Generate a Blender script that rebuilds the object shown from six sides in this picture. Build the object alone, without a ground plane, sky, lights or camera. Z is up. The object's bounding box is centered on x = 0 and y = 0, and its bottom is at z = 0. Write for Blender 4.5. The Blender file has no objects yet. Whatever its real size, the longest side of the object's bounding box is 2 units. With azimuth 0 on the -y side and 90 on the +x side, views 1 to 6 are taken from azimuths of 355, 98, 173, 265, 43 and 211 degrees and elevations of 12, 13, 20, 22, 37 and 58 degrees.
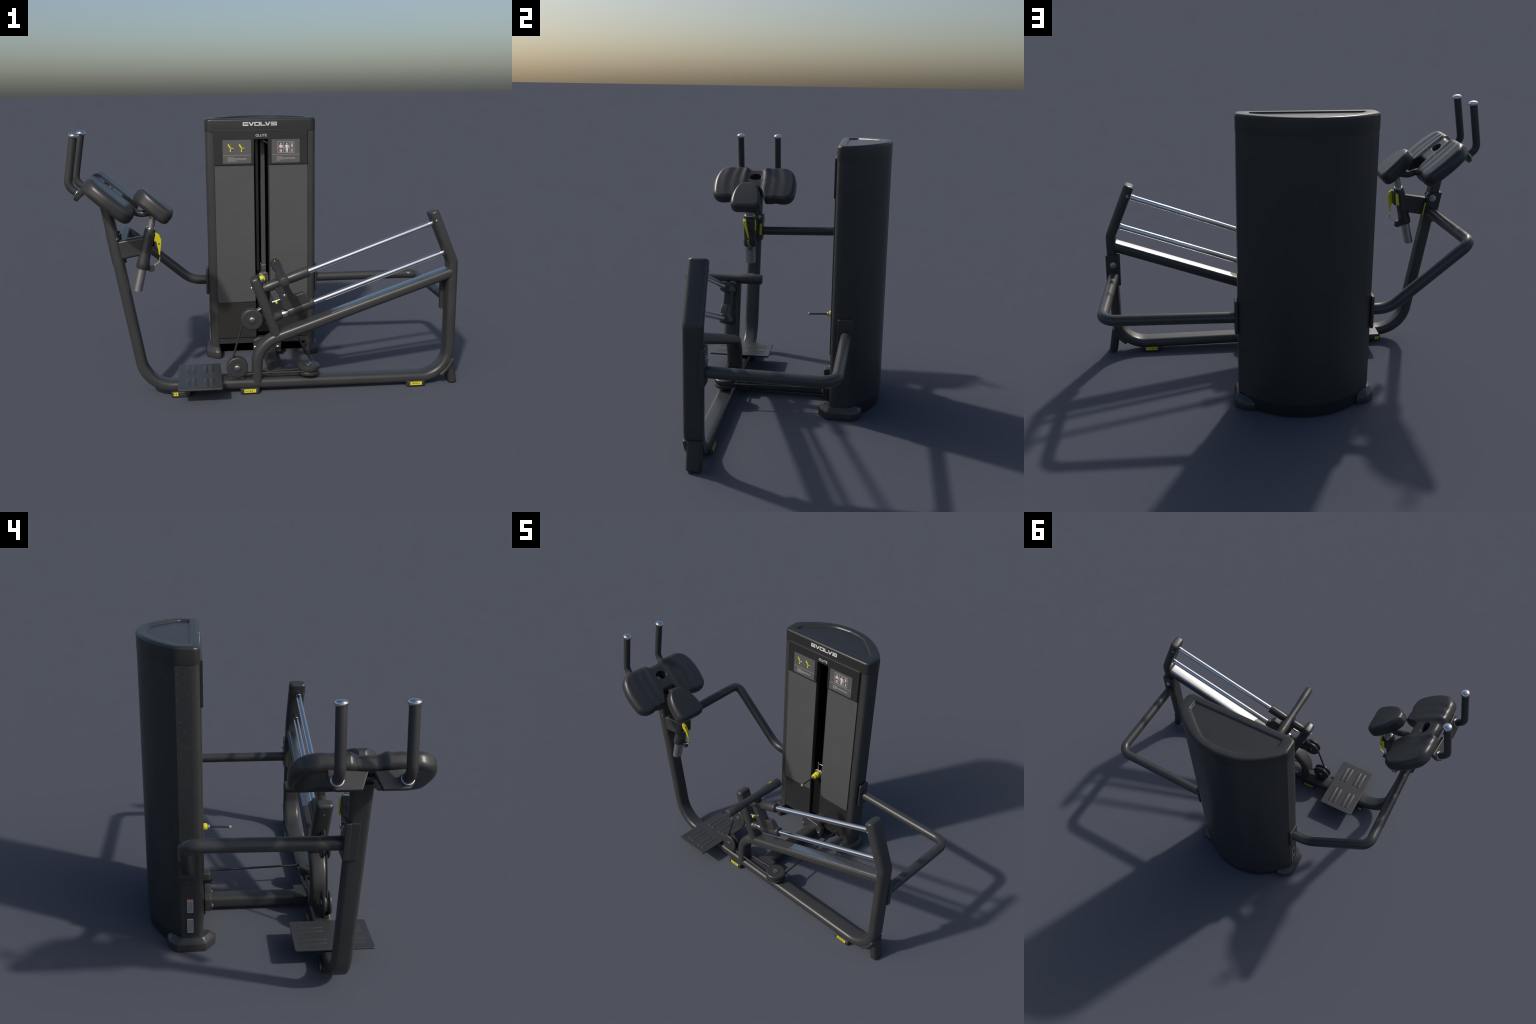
import bpy, bmesh, math, random
from mathutils import Vector as V, Matrix
random.seed(7)

# ------------------------------------------------------------------ materials
def new_mat(name):
    m = bpy.data.materials.new(name); m.use_nodes = True
    nt = m.node_tree
    return m, nt, nt.nodes['Principled BSDF']

def node(nt, kind, **kw):
    n = nt.nodes.new(kind)
    for k, v in kw.items():
        if k in n.inputs: n.inputs[k].default_value = v
        else: setattr(n, k, v)
    return n

def grain(nt, b, scale, strength, dist=0.0006, detail=3):
    tc = node(nt, 'ShaderNodeTexCoord')
    nz = node(nt, 'ShaderNodeTexNoise'); nz.inputs['Scale'].default_value = scale
    nz.inputs['Detail'].default_value = detail
    bp = node(nt, 'ShaderNodeBump'); bp.inputs['Strength'].default_value = strength
    bp.inputs['Distance'].default_value = dist
    nt.links.new(tc.outputs['Object'], nz.inputs['Vector'])
    nt.links.new(nz.outputs['Fac'], bp.inputs['Height'])
    nt.links.new(bp.outputs['Normal'], b.inputs['Normal'])
    return tc

def tint(nt, b, tc, c0, c1, scale=9.0):
    nz = node(nt, 'ShaderNodeTexNoise'); nz.inputs['Scale'].default_value = scale
    nz.inputs['Detail'].default_value = 5
    rp = node(nt, 'ShaderNodeValToRGB')
    rp.color_ramp.elements[0].position = .35; rp.color_ramp.elements[1].position = .7
    rp.color_ramp.elements[0].color = (*c0, 1); rp.color_ramp.elements[1].color = (*c1, 1)
    nt.links.new(tc.outputs['Object'], nz.inputs['Vector'])
    nt.links.new(nz.outputs['Fac'], rp.inputs['Fac'])
    nt.links.new(rp.outputs['Color'], b.inputs['Base Color'])
    return rp

def coat(name, c0, c1, rough, bump=.07, scale=700, spec=.5):
    m, nt, b = new_mat(name)
    b.inputs['Roughness'].default_value = rough
    b.inputs['Specular IOR Level'].default_value = spec
    tc = grain(nt, b, scale, bump)
    tint(nt, b, tc, c0, c1)
    return m

def plain(name, c, rough=.5, metal=0.0, spec=.5):
    m, nt, b = new_mat(name)
    b.inputs['Roughness'].default_value = rough; b.inputs['Metallic'].default_value = metal
    b.inputs['Specular IOR Level'].default_value = spec
    tc = node(nt, 'ShaderNodeTexCoord')
    tint(nt, b, tc, tuple(x*.93 for x in c), c, 25)
    return m

FRAME = coat('powder_coat_black', (.0365, .037, .037), (.042, .0425, .0425), .35)
SHELL = coat('cabinet_shell_black', (.026, .0275, .029), (.0295, .031, .0325), .42)
UPRIGHT = coat('upright_black', (.037, .0375, .0375), (.042, .0425, .0425), .42)
CAP = coat('cap_plastic_black', (.0205, .021, .0215), (.0235, .024, .0245), .36)
DARK = coat('lower_panel_black', (.0205, .0205, .020), (.0235, .0235, .023), .48)
GREY = coat('panel_grey', (.078, .079, .080), (.082, .083, .084), .6, .05, spec=.3)
VINYL = coat('pad_vinyl_black', (.029, .0295, .030), (.034, .0345, .035), .36, .12, 900)
RUBBER = coat('rubber_grip_black', (.031, .0315, .032), (.036, .0365, .037), .45, .1, 500)
PULLEY = coat('pulley_nylon_black', (.033, .033, .033), (.038, .038, .038), .38)
CHROME = plain('polished_chrome', (.72, .73, .75), .13, 1.0)
SATIN = plain('satin_steel', (.46, .45, .44), .36, .8)
BOLT = plain('zinc_bolt', (.55, .55, .55), .25, 1.0)
YELLOW = plain('yellow_plastic', (.78, .72, .02), .45)
BRASS = plain('pale_yellow_knob', (.42, .40, .18), .3)
WHITE = plain('white_print', (.70, .69, .67), .5)
PALE = plain('pale_print', (.36, .36, .355), .55)
STEELBLUE = plain('bluegrey_print', (.12, .13, .145), .55)
RED = plain('red_print', (.50, .07, .06), .5)
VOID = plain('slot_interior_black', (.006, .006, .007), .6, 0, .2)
STRIP = plain('guide_strip_grey', (.075, .075, .078), .4)
LABEL = coat('label_grey', (.088, .087, .085), (.094, .093, .091), .55, .04)
STICKER = plain('sticker_silver', (.50, .50, .51), .45)

# pale specks of dust on the back of the cabinet shell
def add_specks(m):
    nt = m.node_tree; b = nt.nodes['Principled BSDF']
    old = b.inputs['Base Color'].links[0].from_socket
    tc = node(nt, 'ShaderNodeTexCoord')
    mp = node(nt, 'ShaderNodeMapping'); mp.inputs['Scale'].default_value = (1, 1, .45)
    vo = node(nt, 'ShaderNodeTexVoronoi'); vo.inputs['Scale'].default_value = 75
    lt = node(nt, 'ShaderNodeMath', operation='LESS_THAN'); lt.inputs[1].default_value = .10
    sep = node(nt, 'ShaderNodeSeparateColor')
    gt = node(nt, 'ShaderNodeMath', operation='GREATER_THAN'); gt.inputs[1].default_value = .60
    pos = node(nt, 'ShaderNodeSeparateXYZ')
    gx = node(nt, 'ShaderNodeMath', operation='LESS_THAN'); gx.inputs[1].default_value = -.15
    m1 = node(nt, 'ShaderNodeMath', operation='MULTIPLY'); m2 = node(nt, 'ShaderNodeMath', operation='MULTIPLY')
    mx = node(nt, 'ShaderNodeMix', data_type='RGBA')
    L = nt.links.new
    L(tc.outputs['Object'], mp.inputs['Vector']); L(mp.outputs['Vector'], vo.inputs['Vector'])
    L(vo.outputs['Distance'], lt.inputs[0]); L(vo.outputs['Color'], sep.inputs['Color'])
    L(sep.outputs[0], gt.inputs[0]); L(lt.outputs[0], m1.inputs[0]); L(gt.outputs[0], m1.inputs[1])
    L(tc.outputs['Object'], pos.inputs[0]); L(pos.outputs['X'], gx.inputs[0])
    L(m1.outputs[0], m2.inputs[0]); L(gx.outputs[0], m2.inputs[1])
    L(m2.outputs[0], mx.inputs['Factor']); L(old, mx.inputs['A'])
    mx.inputs['B'].default_value = (.16, .155, .14, 1)
    L(mx.outputs['Result'], b.inputs['Base Color'])
add_specks(SHELL)

# ------------------------------------------------------------------ geometry helpers
ROOT = bpy.data.objects.new('glute_machine', None)
bpy.context.scene.collection.objects.link(ROOT)
ROOT['label'] = 'black glute kickback gym machine with weight stack cabinet'
ROOT['category'] = 'gym machine'

def obj_from(name, verts, faces, mat, parent=None, angle=38):
    me = bpy.data.meshes.new(name)
    me.from_pydata([tuple(v) for v in verts], [], faces)
    bm = bmesh.new(); bm.from_mesh(me)
    bmesh.ops.remove_doubles(bm, verts=bm.verts, dist=1e-6)
    bmesh.ops.recalc_face_normals(bm, faces=bm.faces)
    bm.to_mesh(me); bm.free()
    return finish(name, me, mat, parent, angle)

def finish(name, me, mat, parent=None, angle=38):
    for p in me.polygons: p.use_smooth = True
    me.set_sharp_from_angle(angle=math.radians(angle))
    me.materials.append(mat)
    o = bpy.data.objects.new(name, me)
    bpy.context.scene.collection.objects.link(o)
    o.parent = parent or ROOT
    return o

def rrect(hx, hy, r, n=6):
    """rounded rectangle section, counter-clockwise"""
    out = []
    for cx, cy, a0 in ((hx-r, hy-r, 0), (-hx+r, hy-r, 90), (-hx+r, -hy+r, 180), (hx-r, -hy+r, 270)):
        for i in range(n+1):
            a = math.radians(a0 + 90*i/n)
            out.append((cx + r*math.cos(a), cy + r*math.sin(a)))
    return out

def ring(r, n=28):
    return [(r*math.cos(2*math.pi*i/n), r*math.sin(2*math.pi*i/n)) for i in range(n)]

def fillet(pts, radii, seg=12):
    """polyline with rounded corners; radii[i] belongs to pts[i]"""
    pts = [V(p) for p in pts]; out = [pts[0]]
    for i in range(1, len(pts)-1):
        p, r = pts[i], radii[i]
        d0 = (pts[i-1]-p).normalized(); d1 = (pts[i+1]-p).normalized()
        ang = d0.angle(d1); t = r/math.tan(ang/2)
        a, b = p+d0*t, p+d1*t
        c = p + (d0+d1).normalized()*(r/math.sin(ang/2))
        u = (a-c).normalized(); w = (b-c).normalized(); tot = u.angle(w)
        for k in range(seg+1):
            f = k/seg
            out.append(c + r*((math.sin((1-f)*tot)*u + math.sin(f*tot)*w)/math.sin(tot)))
    out.append(pts[-1])
    return out

def sweep(name, path, section, mat, parent=None, side=(0, 1, 0), end_r=(0, 0), taper=None):
    """section (a, b): a along `side`, b along tangent x side. end_r rounds the ends."""
    path = [V(p) for p in path]; n = len(path)
    hx = max(abs(a) for a, b in section); hy = max(abs(b) for a, b in section)
    B = V(side); rings = []
    def frame(i):
        if i == 0: t = path[1]-path[0]
        elif i == n-1: t = path[-1]-path[-2]
        else: t = (path[i+1]-path[i]).normalized() + (path[i]-path[i-1]).normalized()
        return t.normalized()
    def add(p, t, b, ins, k=1.0):
        nn = t.cross(b).normalized()
        kx, ky = k if isinstance(k, tuple) else (k, k)
        sx, sy = kx*(hx-ins)/hx, ky*(hy-ins)/hy
        rings.append([p + b*(a*sx) + nn*(c*sy) for a, c in section])
    for i in range(n):
        t = frame(i); B = (B - t*B.dot(t)).normalized()
        k = taper(path[i]) if taper else 1.0
        if i == 0 and end_r[0] > 0:
            r = end_r[0]
            for q in range(5, 0, -1):
                a = math.pi/2*q/5; add(path[0]+t*(r-r*math.sin(a)), t, B, r*(1-math.cos(a)), k)
            add(path[0]+t*r, t, B, 0, k)
        elif i == n-1 and end_r[1] > 0:
            r = end_r[1]; add(path[-1]-t*r, t, B, 0, k)
            for q in range(1, 6):
                a = math.pi/2*q/5; add(path[-1]-t*(r-r*math.sin(a)), t, B, r*(1-math.cos(a)), k)
        else:
            add(path[i], t, B, 0, k)
    m = len(section); vs = [p for rg in rings for p in rg]; fs = []
    for i in range(len(rings)-1):
        for j in range(m):
            j2 = (j+1) % m
            fs.append((i*m+j, i*m+j2, (i+1)*m+j2, (i+1)*m+j))
    fs.append(tuple(range(m-1, -1, -1))); fs.append(tuple((len(rings)-1)*m+j for j in range(m)))
    return obj_from(name, vs, fs, mat, parent)

def lathe(name, profile, origin, axis, mat, parent=None, n=40, angle=38):
    """profile of (height along axis, radius)"""
    ax = V(axis).normalized(); u = ax.orthogonal().normalized(); w = ax.cross(u); o = V(origin)
    vs, fs = [], []
    for h, r in profile:
        for i in range(n):
            a = 2*math.pi*i/n
            vs.append(o + ax*h + (u*math.cos(a) + w*math.sin(a))*max(r, 1e-5))
    for k in range(len(profile)-1):
        for i in range(n):
            j = (i+1) % n
            fs.append((k*n+i, k*n+j, (k+1)*n+j, (k+1)*n+i))
    fs.append(tuple(range(n-1, -1, -1))); fs.append(tuple((len(profile)-1)*n+i for i in range(n)))
    return obj_from(name, vs, fs, mat, parent, angle)

def soft(h0, h1, r, e, n=4):
    """cylinder profile with rounded rims of radius e"""
    p = []
    for i in range(n+1):
        a = math.pi/2*i/n; p.append((h0+e-e*math.cos(a), r-e+e*math.sin(a)))
    for i in range(n+1):
        a = math.pi/2*i/n; p.append((h1-e+e*math.sin(a), r-e+e*math.cos(a)))
    return p

def prism_bm(outline, to3d, d0, d1, bevel, seg=3, bevel_all=True):
    bm = bmesh.new()
    lo = [bm.verts.new(to3d(a, b, d0)) for a, b in outline]
    hi = [bm.verts.new(to3d(a, b, d1)) for a, b in outline]
    n = len(outline)
    bm.faces.new(lo[::-1]); bm.faces.new(hi)
    for i in range(n):
        j = (i+1) % n; bm.faces.new((lo[i], lo[j], hi[j], hi[i]))
    bmesh.ops.recalc_face_normals(bm, faces=bm.faces)
    if bevel > 0:
        bm.normal_update()
        ed = [e for e in bm.edges if len(e.link_faces) == 2 and e.calc_face_angle(0) > math.radians(25)]
        bmesh.ops.bevel(bm, geom=ed, offset=bevel, segments=seg, profile=.5, affect='EDGES', clamp_overlap=True)
    return bm

def prism(name, outline, to3d, d0, d1, mat, parent=None, bevel=.003, seg=3, angle=38):
    bm = prism_bm(outline, to3d, d0, d1, bevel, seg)
    me = bpy.data.meshes.new(name); bm.to_mesh(me); bm.free()
    o = finish(name, me, mat, parent, angle)
    o.modifiers.new('face_weighted', 'WEIGHTED_NORMAL').keep_sharp = True
    return o

def block(name, lo, hi, mat, parent=None, bevel=.003, seg=3):
    o = [(lo[0], lo[1]), (hi[0], lo[1]), (hi[0], hi[1]), (lo[0], hi[1])]
    return prism(name, o, lambda a, b, d: V((a, b, d)), lo[2], hi[2], mat, parent, bevel, seg)

XZ = lambda a, b, d: V((a, d, b))          # outline in xz, extruded along y
YZ = lambda a, b, d: V((d, a, b))
XY = lambda a, b, d: V((a, b, d))

def prints(name, polys, to3d, d0, d1, mat, parent=None):
    """a set of small flat printed pieces joined into one part"""
    vs, fs = [], []
    for poly in polys:
        k = len(vs); n = len(poly)
        vs += [to3d(a, b, d0) for a, b in poly] + [to3d(a, b, d1) for a, b in poly]
        fs.append(tuple(range(k, k+n))); fs.append(tuple(range(k+2*n-1, k+n-1, -1)))
        for i in range(n):
            j = (i+1) % n; fs.append((k+i, k+j, k+n+j, k+n+i))
    me = bpy.data.meshes.new(name); me.from_pydata([tuple(v) for v in vs], [], fs)
    bm = bmesh.new(); bm.from_mesh(me); bmesh.ops.recalc_face_normals(bm, faces=bm.faces); bm.to_mesh(me); bm.free()
    me.materials.append(mat)
    o = bpy.data.objects.new(name, me); bpy.context.scene.collection.objects.link(o); o.parent = parent or ROOT
    o['kind'] = 'stuff'
    return o

def stroke(p, q, w, w2=None):
    (x0, y0), (x1, y1) = p, q; l = math.hypot(x1-x0, y1-y0)
    nx, ny = -(y1-y0)/l, (x1-x0)/l; a = w/2; b = (w2 or w)/2
    return [(x0+nx*a, y0+ny*a), (x0-nx*a, y0-ny*a), (x1-nx*b, y1-ny*b), (x1+nx*b, y1+ny*b)]

def disc2(c, r, n=12):
    return [(c[0]+r*math.cos(2*math.pi*i/n), c[1]+r*math.sin(2*math.pi*i/n)) for i in range(n)]

# one bolt mesh shared by all bolts: washer, hex head, along +z
def bolt_mesh(name, r=.011, h=.009):
    vs, fs = [], []
    prof = [(0, r*1.35), (.002, r*1.35), (.002, r), (h*.75, r), (h, r*.7)]
    n = 6*4
    for k, (z, rr) in enumerate(prof):
        for i in range(n):
            a = 2*math.pi*i/n
            f = 1.0 if k < 2 else math.cos(math.pi/6)/math.cos((a+math.pi/6) % (math.pi/3)-math.pi/6)
            vs.append((rr*f*math.cos(a), rr*f*math.sin(a), z))
    for k in range(len(prof)-1):
        for i in range(n):
            j = (i+1) % n; fs.append((k*n+i, k*n+j, (k+1)*n+j, (k+1)*n+i))
    fs.append(tuple(range(n-1, -1, -1))); fs.append(tuple((len(prof)-1)*n+i for i in range(n)))
    me = bpy.data.meshes.new(name); me.from_pydata(vs, [], fs); me.materials.append(BOLT)
    return me
BOLTM = bolt_mesh('bolt')
def bolt(loc, axis, s=1.0, parent=None, mat=None):
    o = bpy.data.objects.new('bolt', BOLTM); bpy.context.scene.collection.objects.link(o)
    o.location = loc; o.scale = (s, s, s)
    o.rotation_mode = 'QUATERNION'; o.rotation_quaternion = V((0, 0, 1)).rotation_difference(V(axis))
    o.parent = parent or ROOT
    return o

# ================================================================== BASE FRAME
YC = -.283
TUBE = rrect(.0445, .0265, .0215, 7)            # flat-oval frame tube: a along y, b in plane
base = sweep('base_frame', fillet(
    [(-.827, YC, 1.040), (-.660, YC, .051), (.952, YC, .042), (.952, YC, .672), (.839, YC, .944)],
    [0, .170, .155, .07, 0], 16), TUBE, FRAME, end_r=(.004, .014),
    taper=lambda p: (.94+.11*min(1, max(0, (p.x+.7)/1.5)), 1.02 if p.x < -.55 else .96 if p.x > .88 else 1.0))
DT = math.radians(19.2)
YB = YC-.004
diag_end = V((.950, YB, .6165))
corner = V((-.080, YB, .6165-math.tan(DT)*1.030))

# bright metallic patch on the upper side of the sloping beam
def bright_patch_coat():
    m, nt, b = new_mat('powder_coat_bright_patch')
    tc = grain(nt, b, 300, .02)
    sx = node(nt, 'ShaderNodeSeparateXYZ'); L = nt.links.new
    L(tc.outputs['Object'], sx.inputs[0])
    nz = node(nt, 'ShaderNodeTexNoise'); nz.inputs['Scale'].default_value = 28; nz.inputs['Detail'].default_value = 5
    L(tc.outputs['Object'], nz.inputs['Vector'])
    # height above beam axis: -sin*x + cos*z
    a = node(nt, 'ShaderNodeMath', operation='MULTIPLY'); a.inputs[1].default_value = -math.sin(DT)
    c = node(nt, 'ShaderNodeMath', operation='MULTIPLY_ADD'); c.inputs[1].default_value = math.cos(DT)
    L(sx.outputs['X'], a.inputs[0]); L(sx.outputs['Z'], c.inputs[0]); L(a.outputs[0], c.inputs[2])
    jit = node(nt, 'ShaderNodeMath', operation='MULTIPLY_ADD'); jit.inputs[1].default_value = .006
    L(nz.outputs['Fac'], jit.inputs[0]); L(c.outputs[0], jit.inputs[2])
    n0 = -math.sin(DT)*diag_end.x + math.cos(DT)*diag_end.z
    up = node(nt, 'ShaderNodeMath', operation='GREATER_THAN'); up.inputs[1].default_value = n0 + .0275 - .0036 + .003
    L(jit.outputs[0], up.inputs[0])
    xj = node(nt, 'ShaderNodeMath', operation='MULTIPLY_ADD'); xj.inputs[1].default_value = .06
    L(nz.outputs['Fac'], xj.inputs[0]); L(sx.outputs['X'], xj.inputs[2])
    xs = node(nt, 'ShaderNodeMath', operation='GREATER_THAN'); xs.inputs[1].default_value = .345
    L(xj.outputs[0], xs.inputs[0])
    mk = node(nt, 'ShaderNodeMath', operation='MULTIPLY'); L(up.outputs[0], mk.inputs[0]); L(xs.outputs[0], mk.inputs[1])
    col = node(nt, 'ShaderNodeMix', data_type='RGBA'); L(mk.outputs[0], col.inputs['Factor'])
    col.inputs['A'].default_value = (.039, .0395, .0395, 1); col.inputs['B'].default_value = (.52, .525, .53, 1)
    L(col.outputs['Result'], b.inputs['Base Color']); L(mk.outputs[0], b.inputs['Metallic'])
    rg = node(nt, 'ShaderNodeMix', data_type='FLOAT'); L(mk.outputs[0], rg.inputs['Factor'])
    rg.inputs['A'].default_value = .35; rg.inputs['B'].default_value = .27
    L(rg.outputs['Result'], b.inputs['Roughness'])
    return m
PATCHED = bright_patch_coat()
beam = sweep('sloping_beam', fillet([(-.080, YB, .045), corner, diag_end], [0, .155, 0], 16), rrect(.0435, .0275, .022, 7), PATCHED)

lean = sweep('stop_post', [(.030, YB+.001, .290), (-.091, YB-.008, .622)], rrect(.0422, .0262, .020, 7), FRAME, end_r=(0, .016))
# small screws on post heads
for x, z in ((.850, .893),):
    bolt((x, YC-.0462, z), (0, -1, 0), .5); bolt((x, YC+.0462, z), (0, 1, 0), .5)
bolt((-.1015, YC-.008, .563), (-.94, 0, -.34), .35)

# rear foot under the tall post with its collar
foot = sweep('rear_foot', [(.956, YC+.005, .135), (.979, YC+.005, .0035)], rrect(.036, .0222, .017, 6), RUBBER, end_r=(0, .006))
collar = sweep('foot_collar', [(.797+.179*math.cos(math.radians(q)), YC, .197+.179*math.sin(math.radians(q))) for q in range(-54, -15, 4)], rrect(.0475, .009, .006, 5), FRAME, end_r=(.006, .006))

# cross tube from the base beam to the cabinet
cross = sweep('cross_tube', [(.032, YC+.02, .0455), (.032, .250, .0455)], rrect(.037, .032, .020, 6), FRAME, side=(1, 0, 0))
prism('cross_tube_flange', [(-.056, .035), (-.03, .022), (.11, .022), (.112, .085), (.08, .112), (-.02, .118), (-.056, .10)], XZ, .236, .272, FRAME, bevel=.006)
block('cross_tube_flange', (-.012, YC+.038, .02), (.10, YC+.10, .078), FRAME, bevel=.008)
bolt((-.044, .236, .057), (0, -1, 0), 1.0); bolt((.092, .236, .054), (0, -1, 0), 1.0)
bolt((.085, YC+.10, .05), (.3, .9, .3), .8)

# ---------------------------------------------------------------- rubber floor pads with yellow stickers
def floor_pad():
    pts = rrect(.050, .054, .008, 4)
    bm = prism_bm(pts, XY, 0, .030, .004, 3)
    me = bpy.data.meshes.new('floor_pad'); bm.to_mesh(me); bm.free()
    for p in me.polygons: p.use_smooth = True
    me.set_sharp_from_angle(angle=math.radians(38)); me.materials.append(RUBBER)
    return me
PADM = floor_pad()
PADS = [(-.484, YC-.001), (-.122, YC-.001), (.767, YC-.001)]
GLYPH = [((0, 0), (0, 1)), ((0, 1), (.7, 1)), ((0, .5), (.6, .5)), ((0, 0), (.7, 0)), ((.7, 0), (.7, .5)), ((.35, 0), (.35, 1))]
def small_letters(x0, z0, w, h, n, rnd, t):
    out = []
    step = w/n
    for i in range(n):
        for g in rnd.sample(GLYPH, 3):
            (a, b), (c, d) = g
            p = (x0+i*step+a*step*.75, z0+b*h); q = (x0+i*step+c*step*.75, z0+d*h)
            out.append(stroke(p, q, t))
    return out
for k, (px_, py_) in enumerate(PADS):
    o = bpy.data.objects.new('floor_pad', PADM); bpy.context.scene.collection.objects.link(o)
    o.location = (px_, py_, 0); o.parent = ROOT
    rnd = random.Random(5+k)
    for sgn in (-1, 1):
        yf = py_ + sgn*.054
        w = .031 if not (k == 0) else .012
        cx = px_ - (.026 if k == 0 else 0)
        if k == 0 and sgn > 0: w, cx = .012, px_ - .03
        prints('sticker', [[(cx-w, .0085), (cx+w, .0085), (cx+w, .0265), (cx-w, .0265)]], XZ, yf-sgn*.001, yf+sgn*.0012, YELLOW)
        prints('sticker_text', small_letters(cx-w*.8, .0135, w*1.6, .009, 7 if w > .02 else 2, rnd, .0016), XZ, yf, yf+sgn*.0018, CAP)

# ---------------------------------------------------------------- foot plate
plate = prism('foot_plate', [(x-.3815, y-.2965) for x, y in rrect(.1135, .1805, .010, 5)], XY, .086, .0965, FRAME, bevel=.0035)
for yc in (-.385, -.208):
    for xc in (-.444, -.413, -.350, -.319):
        s = sweep('tread_bar', [(xc, yc-.058, .0962), (xc, yc+.058, .0962)], [(.0110*math.cos(q*math.pi/8), .0024*math.sin(q*math.pi/8)) for q in range(16)], FRAME, parent=plate, side=(1, 0, 0), end_r=(.003, .003))
block('foot_plate_bracket', (-.43, YC-.045, .060), (-.33, YC+.045, .0875), FRAME, bevel=.006)

# ================================================================== GUIDE RODS AND CARRIAGE
RT0, RT1 = V((-.06, -.299, .553)), V((.838, -.288, .875))
RM0, RM1 = V((.010, -.297, .402)), V((.905, -.287, .719))
def rod_at(p0, p1, x): return p0 + (p1-p0)*((x-p0.x)/(p1.x-p0.x))
for p0, p1, x0 in ((RT0, RT1, .15), (RM0, RM1, .06)):
    a = rod_at(p0, p1, x0); l = (p1-a).length
    lathe('guide_rod', [(0, .0152), (l, .0152)], a, p1-a, CHROME, n=28)
    e = rod_at(p0, p1, p1.x-.045)
    lathe('rod_ferrule', soft(0, .03, .0160, .003), e+(p1-p0).normalized()*.026, p1-p0, CHROME, n=28)
dT = (RT1-RT0).normalized()
sleeve = lathe('upper_sleeve', [(0, .022), (.004, .024), (.05, .0268), (.085, .0265), (.108, .0245), (.135, .0240), (.155, .0262), (.18, .0275), (.255, .0282), (.259, .0275), (.262, .025), (.262, .012)],
               rod_at(RT0, RT1, -.055), dT, FRAME, n=36)
# lower carriage housing, chrome collar and boss
dM = (RM1-RM0).normalized()
lathe('lower_boss', [(0, .034), (.012, .027), (.03, .0225), (.05, .0215), (.052, .02), (.052, .01)], rod_at(RM0, RM1, .004), dM, FRAME, n=32)
lathe('chrome_collar', soft(0, .028, .020, .003), rod_at(RM0, RM1, .053), dM, CHROME, n=32)
lathe('carriage_housing', soft(0, .148, .0275, .006), rod_at(RM0, RM1, .082), dM, FRAME, n=36)
carriage = prism('carriage', [(.012, .560), (.030, .590), (.082, .600), (.092, .562), (.117, .521), (.163, .536), (.190, .512), (.205, .48), (.085, .44), (.062, .452), (.052, .468), (.034, .528)],
                 XZ, -.3185, -.280, FRAME, bevel=.006)
block('carriage_saddle', (.019, -.318, .580), (.060, -.280, .634), FRAME, carriage, bevel=.008)
bolt((.066, -.3185, .523), (0, -1, 0), .7)
grip = lathe('carriage_grip', [(0, .018), (.002, .0225), (.005, .0245), (.09, .0245), (.125, .0230), (.155, .022), (.27, .022), (.295, .0245), (.315, .027), (.415, .0275), (.420, .026), (.423, .021)],
             (.039, -.5395, .6505), (0, 1, 0), RUBBER, n=36)
sweep('grip_mark', [(.0295, -.192, .6768), (.0295, -.166, .6768)], rrect(.0016, .0012, .0006, 2), YELLOW, grip, side=(1, 0, 0))
block('grip_weld', (.050, -.290, .626), (.064, -.262, .638), CHROME, grip, bevel=.002)
# pull pin with yellow ring
lathe('pull_pin', soft(0, .05, .006, .002), (.000, -.31, .487), (.95, 0, .31), SATIN, n=20)
lathe('pull_pin_ring', soft(0, .010, .010, .003), (.018, -.312, .486), (.95, 0, .31), YELLOW, n=20)
lathe('cable_terminal', soft(0, .06, .0065, .002), (-.055, -.30, .455), (-.85, 0, -.52), SATIN, n=16)

# ================================================================== PULLEYS AND CABLES
def pulley(center, axis, r, gap=.022, t=.014, t2=None):
    c, ax = V(center), V(axis).normalized()
    h = gap/2
    core = lathe('pulley', [(-h-.002, r*.9), (-h+.004, r*.86), (-.003, r*.78), (.003, r*.78), (h-.004, r*.86), (h+.002, r*.9)], c, ax, PULLEY, n=48)
    for s in (-1, 1):
        if s > 0 and t2: t = t2
        prof = [(0, r*.9), (.001, r*.99), (.004, r), (t-.004, r*.985), (t-.001, r*.94), (t, r*.86), (t-.001, r*.60), (t-.0005, r*.30), (t+.001, r*.22)]
        lathe('pulley_flange', prof, c+ax*(s*h), ax*s, PULLEY, core, n=48)
        lathe('pulley_bolt', [(0, r*.26), (.003, r*.255), (.0045, r*.21)], c+ax*(s*(h+t)), ax*s, BOLT, core, n=24, angle=50)
    return core
pulley((-.104, -.301, .399), (0, 1, 0), .0575, .018, .012)
pulley((-.186, -.305, .142), (0, 1, 0), .057, .018, .013)
pulley((.193, -.289, .107), (.03, 0, 1), .0595, .014, .014, .022)
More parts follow.
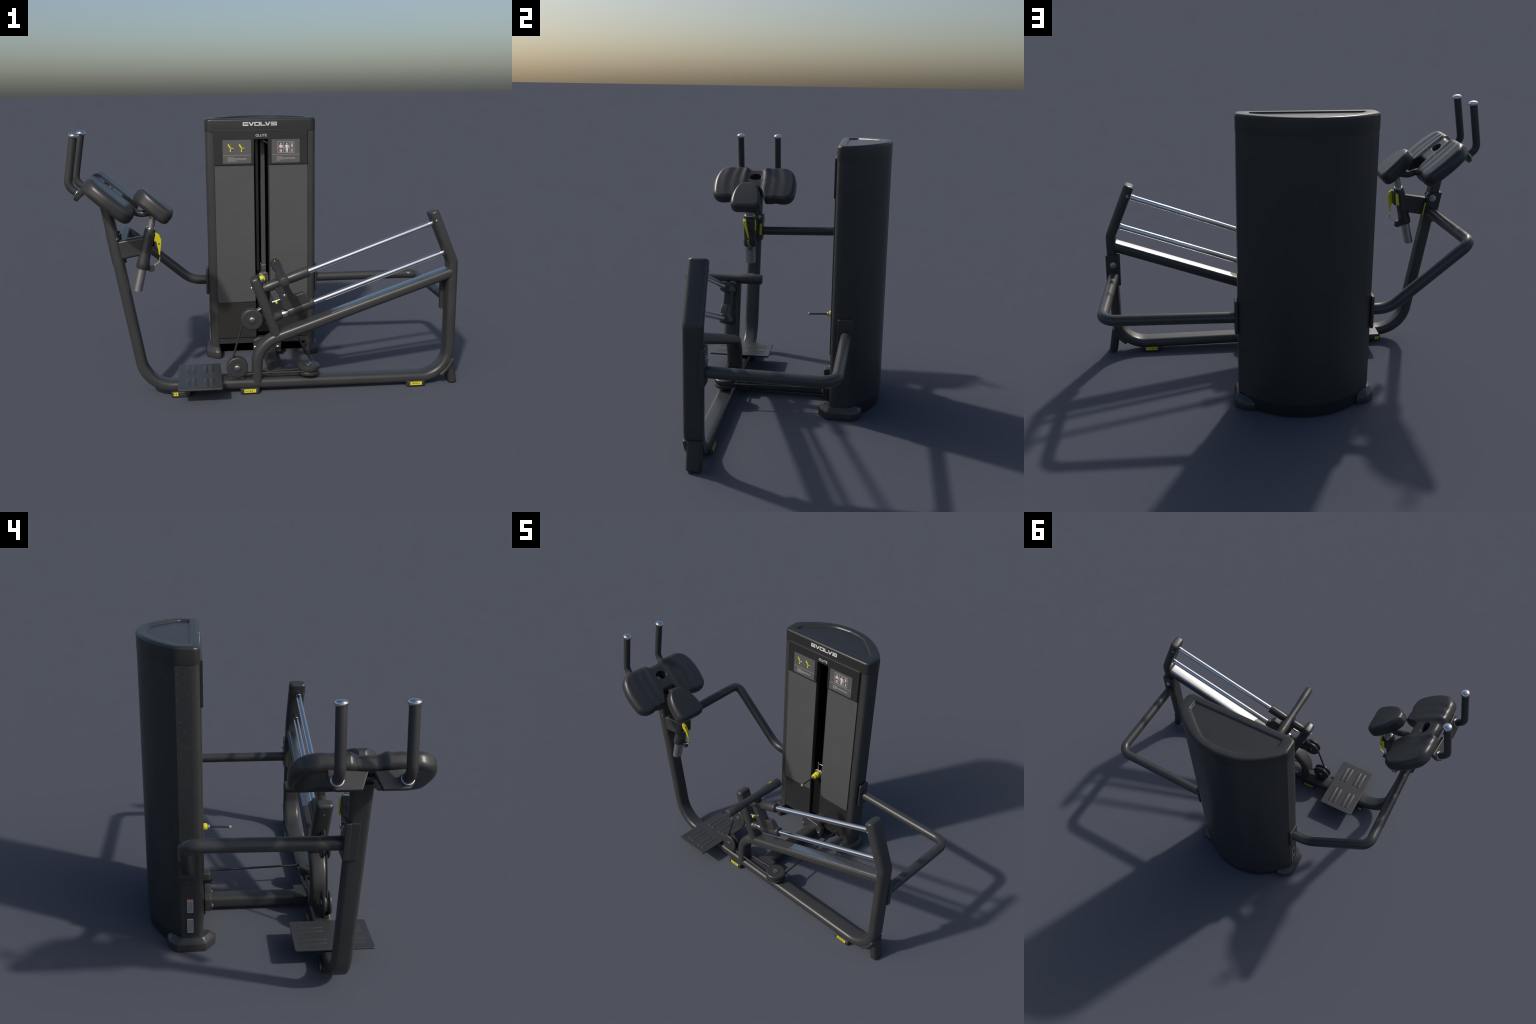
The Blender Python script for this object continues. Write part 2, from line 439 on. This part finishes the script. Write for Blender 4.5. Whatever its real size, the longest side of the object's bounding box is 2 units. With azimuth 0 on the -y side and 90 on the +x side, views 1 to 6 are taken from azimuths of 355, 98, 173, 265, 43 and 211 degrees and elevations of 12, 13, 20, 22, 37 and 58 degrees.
# brackets that carry them
prism('pulley_bracket', [(-.12, .385), (-.10, .42), (-.02, .445), (-.005, .40), (-.01, .36), (-.06, .365)], XZ, -.281, -.2755, FRAME, bevel=.0015)
block('pulley_bracket', (-.222, -.318, .074), (-.150, -.290, .090), FRAME, bevel=.004)
block('pulley_bracket', (-.196, -.309, .08), (-.176, -.301, .15), FRAME, bevel=.002)
lathe('pulley_spindle', soft(0, .05, .018, .003), (.189, -.289, .065), (0, 0, 1), FRAME, n=24)
def cable(p, q, r=.0055):
    p, q = V(p), V(q); return lathe('cable', [(0, r), ((q-p).length, r)], p, q-p, DARK, n=12)
cable((-.150, -.302, .388), (-.214, -.305, .170))
cable((-.090, -.302, .443), (-.040, -.302, .472))
cable((-.17, -.312, .104), (.175, -.326, .108)); cable((-.15, -.272, .092), (.175, -.256, .097))
cable((.236, -.265, .114), (.207, .275, .113))
lathe('cable_ferrule', soft(0, .03, .008, .003), (.2075, .262, .113), (0, 1, 0), RUBBER, n=20)
block('rubber_bumper', (.052, .238, .138), (.104, .285, .183), RUBBER, bevel=.010)

# ================================================================== GUARD RAILS
GR = ring(.0268, 32)
R_ = sweep('guard_rail', fillet([(.312, .356, .4510), (.955, .339, .455), (.945, YC+.045, .461)], [0, .07, 0], 16), GR, FRAME, side=(0, 0, 1))
L_ = sweep('guard_rail', fillet([(-.300, .346, .459), (-.412, .346, .461), (-.790, .345, .780), (-.772, YC+.045, .766)], [0, .16, .048, 0], 16), ring(.0282, 32), FRAME, side=(0, 0, 1))
def along_post(x, z0, z1, lean_x, w): return [(x-w, z0), (x+w, z0), (x+w+lean_x, z1), (x-w+lean_x, z1)]
prism('guard_clamp', along_post(.9485, .402, .575, -.003, .037), XZ, YC+.030, YC+.055, FRAME, bevel=.004)
prism('guard_clamp', along_post(-.7715, .708, .874, -.028, .036), XZ, YC+.030, YC+.052, FRAME, bevel=.004)
prism('guard_clamp', along_post(-.7985, .708, .874, -.028, .006), XZ, YC-.004, YC+.050, FRAME, bevel=.003)
prism('clamp_sticker', along_post(-.7365, .745, .815, -.012, .0015), XZ, YC+.033, YC+.048, YELLOW, bevel=0)
bolt((.945, YC+.055, .521), (0, 1, 0), 1.15); bolt((-.783, YC+.052, .842), (0, 1, 0), 1.25)
bolt((-.772, YC-.0415, .845), (0, -1, 0), .4)
bolt((-.764, YC+.034, .857), (1, 0, .1), 1.0)

# ================================================================== SEAT
SL, SN = V((.766, 0, -.643)), V((.643, 0, .766))
SY = -.288
def S(b, y, n): return SL*b + SN*n + V((0, y, 0))

def pad_mesh(name, ha, hb, R, hz, er, deform, center, mat, m_long=120, m_short=44, n_top=34):
    """upholstered pad: rounded-rectangle rings from the underside over the rim to the crown"""
    def outline(ins):
        a, b, r = ha-ins, hb-ins, max(R-ins, .0008)
        r = min(r, b*.99, a*.99); pts = []
        def line(p, q, n):
            for i in range(n): pts.append((p[0]+(q[0]-p[0])*i/n, p[1]+(q[1]-p[1])*i/n))
        def arc(cx, cy, a0, n=12):
            for i in range(n):
                t = math.radians(a0+90*i/n); pts.append((cx+r*math.cos(t), cy+r*math.sin(t)))
        line((a, -b+r), (a, b-r), m_short); arc(a-r, b-r, 0)
        line((a-r, b), (-a+r, b), m_long); arc(-a+r, b-r, 90)
        line((-a, b-r), (-a, -b+r), m_short); arc(-a+r, -b+r, 180)
        line((-a+r, -b), (a-r, -b), m_long); arc(a-r, -b+r, 270)
        return pts
    steps = []
    lim = min(ha, hb)-.001
    for i in range(8): steps.append((lim+(er-lim)*i/8, -hz))
    for i in range(13):
        t = math.pi/2*i/12; steps.append((er*(1-math.sin(t)), -hz+er*(1-math.cos(t))))
    for i in range(1, 5): steps.append((0, -hz+er+(2*hz-2*er)*i/5))
    for i in range(13):
        t = math.pi/2*i/12; steps.append((er*(1-math.cos(t)), hz-er+er*math.sin(t)))
    for i in range(1, n_top+1): steps.append((er+(lim-er)*i/n_top, hz))
    vs, fs = [], []; m = None
    for ins, z in steps:
        o = outline(ins); m = len(o)
        for a, b in o:
            y, l, n = deform(a, b, z); vs.append(S(center[0]+l, center[1]+y, center[2]+n))
    for k in range(len(steps)-1):
        for i in range(m):
            j = (i+1) % m; fs.append((k*m+i, k*m+j, (k+1)*m+j, (k+1)*m+i))
    # close the crown and the underside along their middle lines
    for k in (0, len(steps)-1): fs.append(tuple(k*m+i for i in range(m)))
    return obj_from(name, vs, fs, mat, angle=60)

def bump(x, w0, w1):
    x = abs(x)
    if x <= w0: return 1.0
    if x >= w1: return 0.0
    t = (x-w0)/(w1-w0); return 1-t*t*(3-2*t)

def sstep(t):
    t = min(1, max(0, t)); return t*t*(3-2*t)

def chest(a, b, z):
    hz = .037; up = (z+hz)/(2*hz)
    l = b - .086*bump(a, .036, .092)*sstep((b+.06)/.20) + .020*bump(a, .03, .085)*sstep((-b-.02)/.12)
    l -= .006*bump(abs(a)-.155, .0, .035)*sstep((b-.04)/.1)
    t = l/.14
    y = a*(1-(.16*t*t if t < 0 else .075*t*t) + .012*t)      # barrel sides, narrower at the upper end
    rid = sum(h*math.exp(-((abs(a)-c)/w)**2) for c, h, w in ((.072, .0055, .020), (.130, .003, .018), (.195, .004, .026)))
    web = -.004*bump(a, .035, .075)
    n = z + up*(rid*(.60-.30*t) + web - .003*t*t)
    n += (1-up)*.009*bump(max(abs(a)/.266, abs(b)/.14), .5, .9)      # hollow underside
    q = math.hypot(a/.035, (b+.040)/.038)
    if z > 0: n -= .075*bump(q, .72, 1.12)*up
    return y, l, n
pad = pad_mesh('chest_pad', .266, .140, .055, .0370, .029, chest, (-1.283, SY, .3020), VINYL)

def hip(a, b, z):
    hz = .037
    t = (b+.105)/.21
    w = .24+.76*(1-(1-min(1, max(0, t)))**3)**.8
    y = a*w - .010*(1-t)
    n = z + (.004*(1-(b/.105)**2) if z > 0 else 0)
    return y, b, n
hippad = pad_mesh('hip_pad', .095, .1055, .044, .0365, .024, hip, (-1.097, -.305, .3935), VINYL, 50, 50, 24)

# handles and their mounting plates
for k, y in enumerate((-.410, -.167)):
    h = sweep('handle', fillet([(-.940, y, 1.3625), S(-1.475, y, .232), S(-1.402, y, .232)], [0, .052, 0], 16), ring(.0198, 28), RUBBER, side=(0, 1, 0))
    top = V((-.9395, y, 1.3525)); ax = (V((-.940, y, 1.360)) - S(-1.475, y, .232)).normalized()
    lathe('handle_cap', [(0, .0195), (.0005, .0235), (.008, .0245), (.013, .0235), (.018, .018), (.021, .009), (.0215, .001)], top, ax, CHROME, h, n=36)
    lathe('handle_washer', soft(0, .006, .0245, .002), S(-1.425, y, .232), SL, CHROME, h, n=32)
    s = 1 if y > SY else -1
    pl_ = [(y+s*.030, .250), (y+s*.022, .215), (y+s*.006, .196), (y-s*.086, .196), (y-s*.112, .262), (y+s*.030, .272)]
    prism('handle_plate', pl_, lambda a, b, d: S(d, a, b), -1.419, -1.396, FRAME, bevel=.004)
# mounting plate under the pad
prism('pad_mount', [(SY-.075, .252), (SY+.075, .252), (SY+.075, .264), (SY-.075, .264)], lambda a, b, d: S(d, a, b), -1.36, -1.24, FRAME, bevel=.004)
lathe('pad_screw', soft(0, .016, .020, .003), S(-1.325, SY, .272), SN, BOLT, n=24)

# seat post assembly
P0, P1 = V((-.684, -.2915, .574)), V((-.590, -.2885, .958))
sp = (P1-P0).normalized()
def oval(o, k):
    for v in o.data.vertices: v.co.y = SY-.009 + (v.co.y-(SY-.003))*k
oval(lathe('seat_post', [(0, .018), (.001, .0235), (.14, .0235)], P0, sp, SATIN, n=40), 1.42)
oval(lathe('seat_post', [(.30, .018), (.395, .018)], P0, sp, SATIN, n=36), 1.5)
oval(lathe('post_ring', soft(.318, .332, .0225, .003), P0, sp, CHROME, n=36), 1.5)
clamp = lathe('post_clamp', [(.115, .022), (.118, .029), (.125, .0325), (.15, .0325), (.165, .030), (.28, .0295), (.31, .028), (.323, .0255), (.326, .021)], P0, sp, FRAME, n=40)
oval(clamp, 1.28)
prism('post_arm', [(-.80, .738), (-.745, .738), (-.66, .754), (-.628, .775), (-.615, .852), (-.64, .853), (-.77, .832), (-.82, .832)], XZ, SY-.027, SY+.027, FRAME, bevel=.013, seg=5)
prism('clamp_ear', [(-.640, .700), (-.600, .702), (-.594, .672), (-.612, .666), (-.640, .678)], XZ, -.300, -.276, FRAME, bevel=.004)
prism('clamp_ear', [(-.598, .876), (-.575, .868), (-.578, .80), (-.612, .79)], XZ, -.318, -.262, FRAME, bevel=.005)
# yellow lever
lever = prism('clamp_lever', [(-.580, .874), (-.562, .860), (-.553, .835), (-.556, .800), (-.564, .752), (-.569, .750), (-.575, .800), (-.592, .800), (-.590, .830)], lambda a, b, d: V((a, -.3215+(.874-b)*.24+d*(.35+.65*min(1, max(0, (b-.76)/.1))), b)), -.010, .010, YELLOW, bevel=.003)
bolt((-.567, -.315, .815), (0, -1, 0), .3)
prism('clamp_lever_backing', [(-.590, .868), (-.575, .873), (-.588, .800), (-.604, .800)], XZ, -.318, -.262, FRAME, bevel=.003)
prism('clamp_lever_backing', [(-.596, .866), (-.580, .868), (-.588, .800), (-.606, .800)], XZ, -.258, -.2525, YELLOW, bevel=.002)
sweep('lever_tip', fillet([(-.565, -.296, .742), (-.568, -.294, .718), (-.595, -.290, .700)], [0, .015, 0], 6), rrect(.0045, .0018, .001, 3), BRASS)
# curved tube that carries the small pad
sweep('pad_tube', fillet([S(-1.23, SY+.005, .262), (-.690, SY+.005, .977), (-.655, SY+.003, .963), (-.606, SY, .968), (-.588, SY-.005, 1.0)], [0, .02, .06, .03, 0], 8), ring(.0175, 24), FRAME)

# ================================================================== WEIGHT CABINET
CX = .0065
def smooth_arc(pts, n):
    """Catmull-Rom through points"""
    out = []
    P = [pts[0]] + pts + [pts[-1]]
    for i in range(1, len(P)-2):
        p0, p1, p2, p3 = P[i-1], P[i], P[i+1], P[i+2]
        for k in range(n):
            t = k/n
            out.append(tuple(.5*((2*p1[c]) + (p2[c]-p0[c])*t + (2*p0[c]-5*p1[c]+4*p2[c]-p3[c])*t*t + (3*p1[c]-p0[c]-3*p2[c]+p3[c])*t**3) for c in (0, 1)))
    out.append(pts[-1]); return out
def cab_outline(g=0.0, yf=.277):
    """plan of the cabinet, counter-clockwise from the front left; g grows it"""
    half = [(.316+g, .380+g*.3), (.2715+g, .430+g*.6), (.1955+g*.5, .490+g), (.105, .533+g), (0, .548+g)]
    right = smooth_arc(half, 10)
    left = [(-x, y) for x, y in right[::-1]][1:]
    r = max(.031+g, .006); fr = []
    for i in range(9):
        a = math.radians(-90+90*i/8); fr.append((.316+g-r+r*math.cos(a), yf-g+r+r*math.sin(a)))
    fl = [(-x, y) for x, y in fr[::-1]]
    return [(CX+x, y) for x, y in fl + fr + [(.316+g, .352)] + right + left + [(-.316-g, .352)]]

def loft_plan(name, rings, mat, parent=None, angle=38):
    """stack of (plan outline, z) rings"""
    m = len(rings[0][0]); vs, fs = [], []
    for o, z in rings: vs += [(x, y, z) for x, y in o]
    for k in range(len(rings)-1):
        for i in range(m):
            j = (i+1) % m; fs.append((k*m+i, k*m+j, (k+1)*m+j, (k+1)*m+i))
    fs.append(tuple(range(m-1, -1, -1))); fs.append(tuple((len(rings)-1)*m+i for i in range(m)))
    return obj_from(name, vs, fs, mat, parent, angle)

def inset(o, d):
    n = len(o); out = []
    for i in range(n):
        (x0, y0), (x1, y1), (x2, y2) = o[i-1], o[i], o[(i+1) % n]
        t1 = V((x1-x0, y1-y0)); t2 = V((x2-x1, y2-y1))
        t = (t1.normalized()+t2.normalized())
        if t.length < 1e-6: t = t2
        t.normalize(); out.append((x1 - t.y*d, y1 + t.x*d))
    return out

SX0, SX1 = -.032, .047      # slot in the front
def body_outline():
    """cabinet plan with the weight-stack slot cut into its front"""
    o = cab_outline(0, .287)
    k = 9                   # after the front-left corner; the cabinet is hollow behind its front
    slot = [(SX0, .287), (SX0, .300), (-.285, .300), (-.285, .375), (-.17, .485), (-.10, .52), (.11, .52), (.18, .485), (.295, .375), (.295, .300), (SX1, .300), (SX1, .287)]
    return o[:k] + slot + o[k:]
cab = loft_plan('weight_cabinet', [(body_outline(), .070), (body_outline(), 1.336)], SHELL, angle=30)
# curved skirt that reaches the floor behind
full = cab_outline(-.004, .287)
back = [(x, y) for x, y in full if y > .375]
skirt_o = back + [(x, y-.03) for x, y in back[::-1]]
loft_plan('cabinet_skirt', [(inset(skirt_o, .004), .004), (skirt_o, .012), (skirt_o, .078)], CAP, cab)
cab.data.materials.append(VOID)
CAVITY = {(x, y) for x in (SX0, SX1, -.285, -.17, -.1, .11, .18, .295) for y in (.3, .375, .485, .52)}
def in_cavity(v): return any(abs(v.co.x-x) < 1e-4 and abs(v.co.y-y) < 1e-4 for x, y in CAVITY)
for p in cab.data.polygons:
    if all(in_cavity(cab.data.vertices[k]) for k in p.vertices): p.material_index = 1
block('lower_rail', (-.262, .292, .068), (.276, .33, .104), CAP, cab, bevel=.008)

# cap with rounded rim and sunken tray
YCAP = .2790
def cap_ring(d, z):
    k = .93 if d > .03 else 1.0              # the tray stops shorter at both ends
    return ([(CX+(x-CX)*k, y) for x, y in cab_outline(.0015-d, YCAP)], z)
rings = [cap_ring(0, 1.334)]
for i in range(7):
    a = math.pi/2*i/6; rings.append(cap_ring(.013*(1-math.cos(a)), 1.392+.013*math.sin(a)))
rings += [cap_ring(d, z) for d, z in ((.036, 1.405), (.039, 1.4042), (.0415, 1.4015), (.0430, 1.398), (.0455, 1.3962), (.0485, 1.396), (.060, 1.396))]
cap = loft_plan('cabinet_cap', rings, CAP, cab, 50)
for v in cap.data.vertices:                 # the top rises a little towards the back
    if v.co.z > 1.36: v.co.z += .012*(v.co.y-.277)/.27
# round-cornered uprights at both front corners
for s in (-1, 1):
    # full round on the outer front corner, tight on the inner one
    out = []
    for cx_, cy_, r, a0 in ((.0250, -.050, .024, -90), (.0250, .050, .010, 0), (-.0265, .050, .006, 90), (-.0265, -.050, .007, 180)):
        ox, oy = cx_-math.copysign(r, cx_), cy_-math.copysign(r, cy_)
        for q in range(8):
            a = math.radians(a0+90*q/7); out.append((CX+s*(.2905+ox+r*math.cos(a)), .331+oy+r*math.sin(a)))
    if s < 0: out = out[::-1]
    loft_plan('cabinet_upright', [(out, .045), (out, 1.335)], UPRIGHT, cab)
# stepped feet
for s in (-1, 1):
    pl0 = [(.252, .225), (.280, .225), (.338, .270), (.341, .402), (.302, .442), (.246, .452)]
    P = [(CX*.5+s*x, y) for x, y in pl0]
    if s > 0: P = P[::-1]
    bm = bmesh.new()
    rr = []
    cx_, cy_ = CX+s*.2905, .3225
    for z, f in ((0, .985), (.004, 1), (.034, 1), (.039, .975), (.053, .84), (.063, .72)):
        rr.append([bm.verts.new((cx_+(x-cx_)*f, cy_+(y-cy_)*f, z)) for x, y in P])
    for k in range(len(rr)-1):
        for i in range(6):
            j = (i+1) % 6; bm.faces.new((rr[k][i], rr[k][j], rr[k+1][j], rr[k+1][i]))
    bm.faces.new(rr[0][::-1]); bm.faces.new(rr[-1])
    bmesh.ops.recalc_face_normals(bm, faces=bm.faces)
    ed = [e for e in bm.edges if abs(e.verts[0].co.z-e.verts[1].co.z) > .003]
    bmesh.ops.bevel(bm, geom=ed, offset=.008, segments=4, profile=.5, affect='EDGES')
    me = bpy.data.meshes.new('cabinet_foot'); bm.to_mesh(me); bm.free()
    finish('cabinet_foot', me, FRAME, cab, 35)
# brackets on the sides where the guard rails enter
for s, yc in ((1, .350), (-1, .352)):
    x = CX+s*.317
    out = [(y+yc, z+.457) for y, z in rrect(.038, .084, .012, 4)]
    prism('rail_bracket', out, YZ, min(x, x+s*.015), max(x, x+s*.015), FRAME, cab, bevel=.004)
# weight and warning stickers on the left side
xs = CX-.3185
prints('sticker', [[(.326, .192), (.353, .192), (.353, .256), (.326, .256)], [(.327, .086), (.354, .086), (.354, .158), (.327, .158)]], YZ, xs+.002, xs-.0007, STICKER, cab)
prints('sticker', [[(.326, .2562), (.353, .2562), (.353, .263), (.326, .263)]], YZ, xs+.002, xs-.0007, RED, cab)
rnd = random.Random(3)
rows = []
for z0, z1 in ((.195, .250), (.089, .155)):
    z = z0
    while z < z1:
        y = .3285
        while y < .351:
            w = rnd.uniform(.002, .006); rows.append([(y, z), (min(y+w, .3515), z), (min(y+w, .3515), z+.0012), (y, z+.0012)]); y += w+.001
        z += .0026
prints('sticker_text', rows, YZ, xs+.001, xs-.0012, DARK, cab)

# front panels: dark lower panels, grey plates
PX = ((-.2615, SX0-.001), (SX1+.001, .2765))
for a, b in PX:
    prism('lower_panel', [(a, .107), (b, .107), (b, 1.335), (a, 1.335)], XZ, .2785, .290, DARK, cab, bevel=.003)
def grey_plate(a, b, cut_left):
    z0, z1 = .328, 1.146; r = .012
    if cut_left: o = [(a+r, z0), (b, z0+.004), (b, z1), (a, z1), (a, z0+r)]
    else: o = [(a, z0), (b-.004, z0), (b, z0+.004), (b, z1), (a, z1)]
    return prism('grey_plate', o, XZ, .2735, .286, GREY, cab, bevel=.0015)
grey_plate(-.2605, SX0-.004, True); grey_plate(SX1+.006, .2755, False)

# header panel with notch for the slot
hd = prism('header_panel', [(-.262, 1.143), (SX0-.006, 1.143), (SX0-.002, 1.147), (SX0, 1.288), (SX1, 1.288), (SX1+.002, 1.147), (SX1+.006, 1.143), (.274, 1.143), (.274, 1.342), (-.262, 1.342)],
           XZ, .2675, .286, CAP, cab, bevel=.0035)

YF = .2675
def G(px, py): return (-.095+.000218*(px-600), 1.4012-.000217*(py+.0225*px))
def GP(pts): return [G(*p) for p in pts]
# wide block lettering on the cap, six letters, last one mirrored
def logo():
    z0, z1 = 1.3640, 1.3850; t = .0062; out = []
    R = lambda x0, a, x1, b: out.append([(x0, a), (x1, a), (x1, b), (x0, b)])
    def ee(x0, x1, flip):
        m = lambda x: (x0+x1-x) if flip else x
        def Q(a, za, b, zb):
            xs_ = sorted((m(a), m(b))); R(xs_[0], za, xs_[1], zb)
        Q(x0, z0, x0+t, z1); Q(x0+t, z0, x1, z0+.0055); Q(x0+t, z1-.0045, x1, z1)
        Q(x0+t+.004, (z0+z1)/2-.0017, x1, (z0+z1)/2+.0022)
    def vee(x0, x1):
        c = (x0+x1)/2
        out.append([(x0, z1), (c-.004, z0), (c, z0), (c, z0+.006), (x0+.0075, z1)])
        out.append([(x1, z1), (x1-.0075, z1), (c, z0+.006), (c, z0), (c+.004, z0)])
    ee(-.095, -.0635, False); vee(-.0615, -.0315)
    R(-.0295, z0, -.0230, z1); R(-.0035, z0, .0030, z1); R(-.0230, z0, -.0035, z0+.0045); R(-.0230, z1-.0045, -.0035, z1)
    R(.0055, z0, .0120, z1); R(.0120, z0, .0345, z0+.0050)
    vee(.0315, .0620); ee(.0650, .0985, True)
    return out
prints('logo_lettering', logo(), XZ, .279, .2757, WHITE, cab)
# word above the slot, made with the built-in font
cu = bpy.data.curves.new('title_lettering', 'FONT'); cu.body = 'GLUTE'; cu.size = .0205; cu.extrude = .0008; cu.align_x = 'CENTER'; cu.space_character = 1.08
to = bpy.data.objects.new('title_lettering', cu); bpy.context.scene.collection.objects.link(to)
bpy.context.view_layer.update()
tm = bpy.data.meshes.new_from_object(to.evaluated_get(bpy.context.evaluated_depsgraph_get()))
bpy.data.objects.remove(to)
for v in tm.vertices: v.co = V((.0080+v.co.x, YF-.0006-v.co.z, 1.3035+v.co.y))
tm.name = 'title_lettering'; tm.materials.clear(); tm.materials.append(WHITE)
tt = bpy.data.objects.new('title_lettering', tm); bpy.context.scene.collection.objects.link(tt); tt.parent = cab

# two instruction labels
LAB = []
for a, b in ((-.213, -.0505), (.067, .229)):
    LAB.append(prism('instruction_label', [(a, 1.1535), (b, 1.1535), (b, 1.2865), (a, 1.2865)], XZ, YF-.0012, YF+.002, LABEL, cab, bevel=0))
pr = lambda name, polys, mat, lift=.0006: prints(name, polys, XZ, YF, YF-.0012-lift, mat, cab)
lines = [[(-.212, 1.1992), (-.0515, 1.1992), (-.0515, 1.2007), (-.212, 1.2007)], [(.068, 1.1992), (.228, 1.1992), (.228, 1.2007), (.068, 1.2007)]]
rnd = random.Random(11)
for x0, rowsx in ((-.186, (.034, .107, .107, .052)), (.095, (.032, .107, .107, .022))):
    for i, w in enumerate(rowsx):
        z = 1.1855-i*.0062; x = x0
        while x < x0+w:
            l = rnd.uniform(.003, .010); e = min(x+l, x0+w); lines.append([(x, z), (e, z), (e, z+.0026), (x, z+.0026)]); x = e+.0012
pr('label_text', lines, PALE)
fig, mach = [], []
for dx, up in ((0, 0), (290, 10)):
    fig += [GP(p) for p in (disc2((214+dx, 640), 17), stroke((216+dx, 650), (272+dx, 742), 30, 36), stroke((262+dx, 736), (338+dx, 738-up), 24, 16), stroke((266+dx, 736), (258+dx, 815), 26, 18), stroke((240+dx, 820), (276+dx, 820), 14))]
    fig += [GP(stroke((190+dx, 668), (228+dx, 690), 9))]
    mach += [GP(p) for p in (stroke((205+dx, 690), (222+dx, 815), 7), stroke((222+dx, 818), (405+dx, 818), 9), stroke((408+dx, 820), (412+dx, 715), 9), stroke((300+dx, 790), (410+dx, 715), 12), stroke((280+dx, 815), (330+dx, 770), 26))]
pr('exercise_figure', fig, YELLOW, .0010); pr('exercise_machine', mach, STEELBLUE)
box = [stroke((1505, 560), (1505, 845), 9), stroke((1935, 560), (1935, 845), 9), stroke((1662, 560), (1662, 845), 13), stroke((1825, 560), (1825, 845), 13), stroke((1500, 558), (1940, 558), 10), stroke((1500, 845), (1940, 845), 10)]
pr('figure_border', [GP(p) for p in box], PALE)
body, red = [], []
for c in (1587, 1745):
    body += [disc2((c, 605), 17), [(c-34, 640), (c+34, 640), (c+20, 715), (c-20, 715)], stroke((c-36, 645), (c-56, 730), 17, 10), stroke((c+36, 645), (c+56, 730), 17, 10), [(c-22, 712), (c+22, 712), (c+33, 760), (c-33, 760)],
             stroke((c-17, 760), (c-19, 832), 26, 12), stroke((c+17, 760), (c+19, 832), 26, 12), stroke((c, 612), (c, 645), 16)]
body += [disc2((1882, 595), 15), [(1866, 620), (1896, 622), (1900, 690), (1864, 690)], stroke((1882, 688), (1880, 830), 34, 14)]
red += [disc2((1570, 738), 24), disc2((1606, 738), 24), [(1868, 688), (1898, 690), (1896, 745), (1866, 742)]]
pr('muscle_figure', [GP(p) for p in body], WHITE, .0008); pr('muscle_highlight', [GP(p) for p in red], RED, .0013)

# weight stack inside the slot with its guides and selector pin
for a, b, y in ((-.0205, -.0035, .36), (.0095, .036, .365)):
    block('guide_strip', (a, y, .50), (b, y+.012, 1.285), STRIP, cab, bevel=.002)
for i in range(15):
    z = .135+i*.0235
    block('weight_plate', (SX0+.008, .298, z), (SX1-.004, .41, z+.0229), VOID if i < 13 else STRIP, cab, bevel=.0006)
block('stack_head', (-.014, .296, .488), (.042, .36, .500), CHROME, cab, bevel=.003)
lathe('selector_stem', soft(0, .062, .0042, .002), (.000, .302, .498), (0, 0, 1), CHROME, cab, n=16)
lathe('cross_pin', soft(0, .034, .003, .001), (-.002, .306, .545), (1, 0, 0), CHROME, cab, n=12)
lathe('stack_nut', soft(0, .012, .006, .002), (.026, .300, .50), (0, 0, 1), CHROME, cab, n=12)
knob = lathe('selector_knob', [(0, .012), (.002, .0165), (.012, .018), (.020, .0165), (.022, .019), (.034, .0205), (.045, .018), (.047, .012)], (.004, .252, .467), (0, 1, 0), YELLOW, cab, n=32)
lathe('knob_collar', soft(0, .014, .0115, .003), (.004, .241, .4665), (0, 1, 0), SATIN, cab, n=24)
lathe('selector_pin', [(0, .0045), (.112, .0045)], (.006, .142, .462), (0, 1, .045), DARK, cab, n=16)
lathe('pin_ball', soft(0, .014, .0072, .005, 5), (.006, .136, .4615), (0, 1, 0), BRASS, cab, n=20)
lathe('slot_hook', soft(0, .03, .004, .002), (.022, .30, 1.280), (.8, 0, -.5), SATIN, cab, n=12)
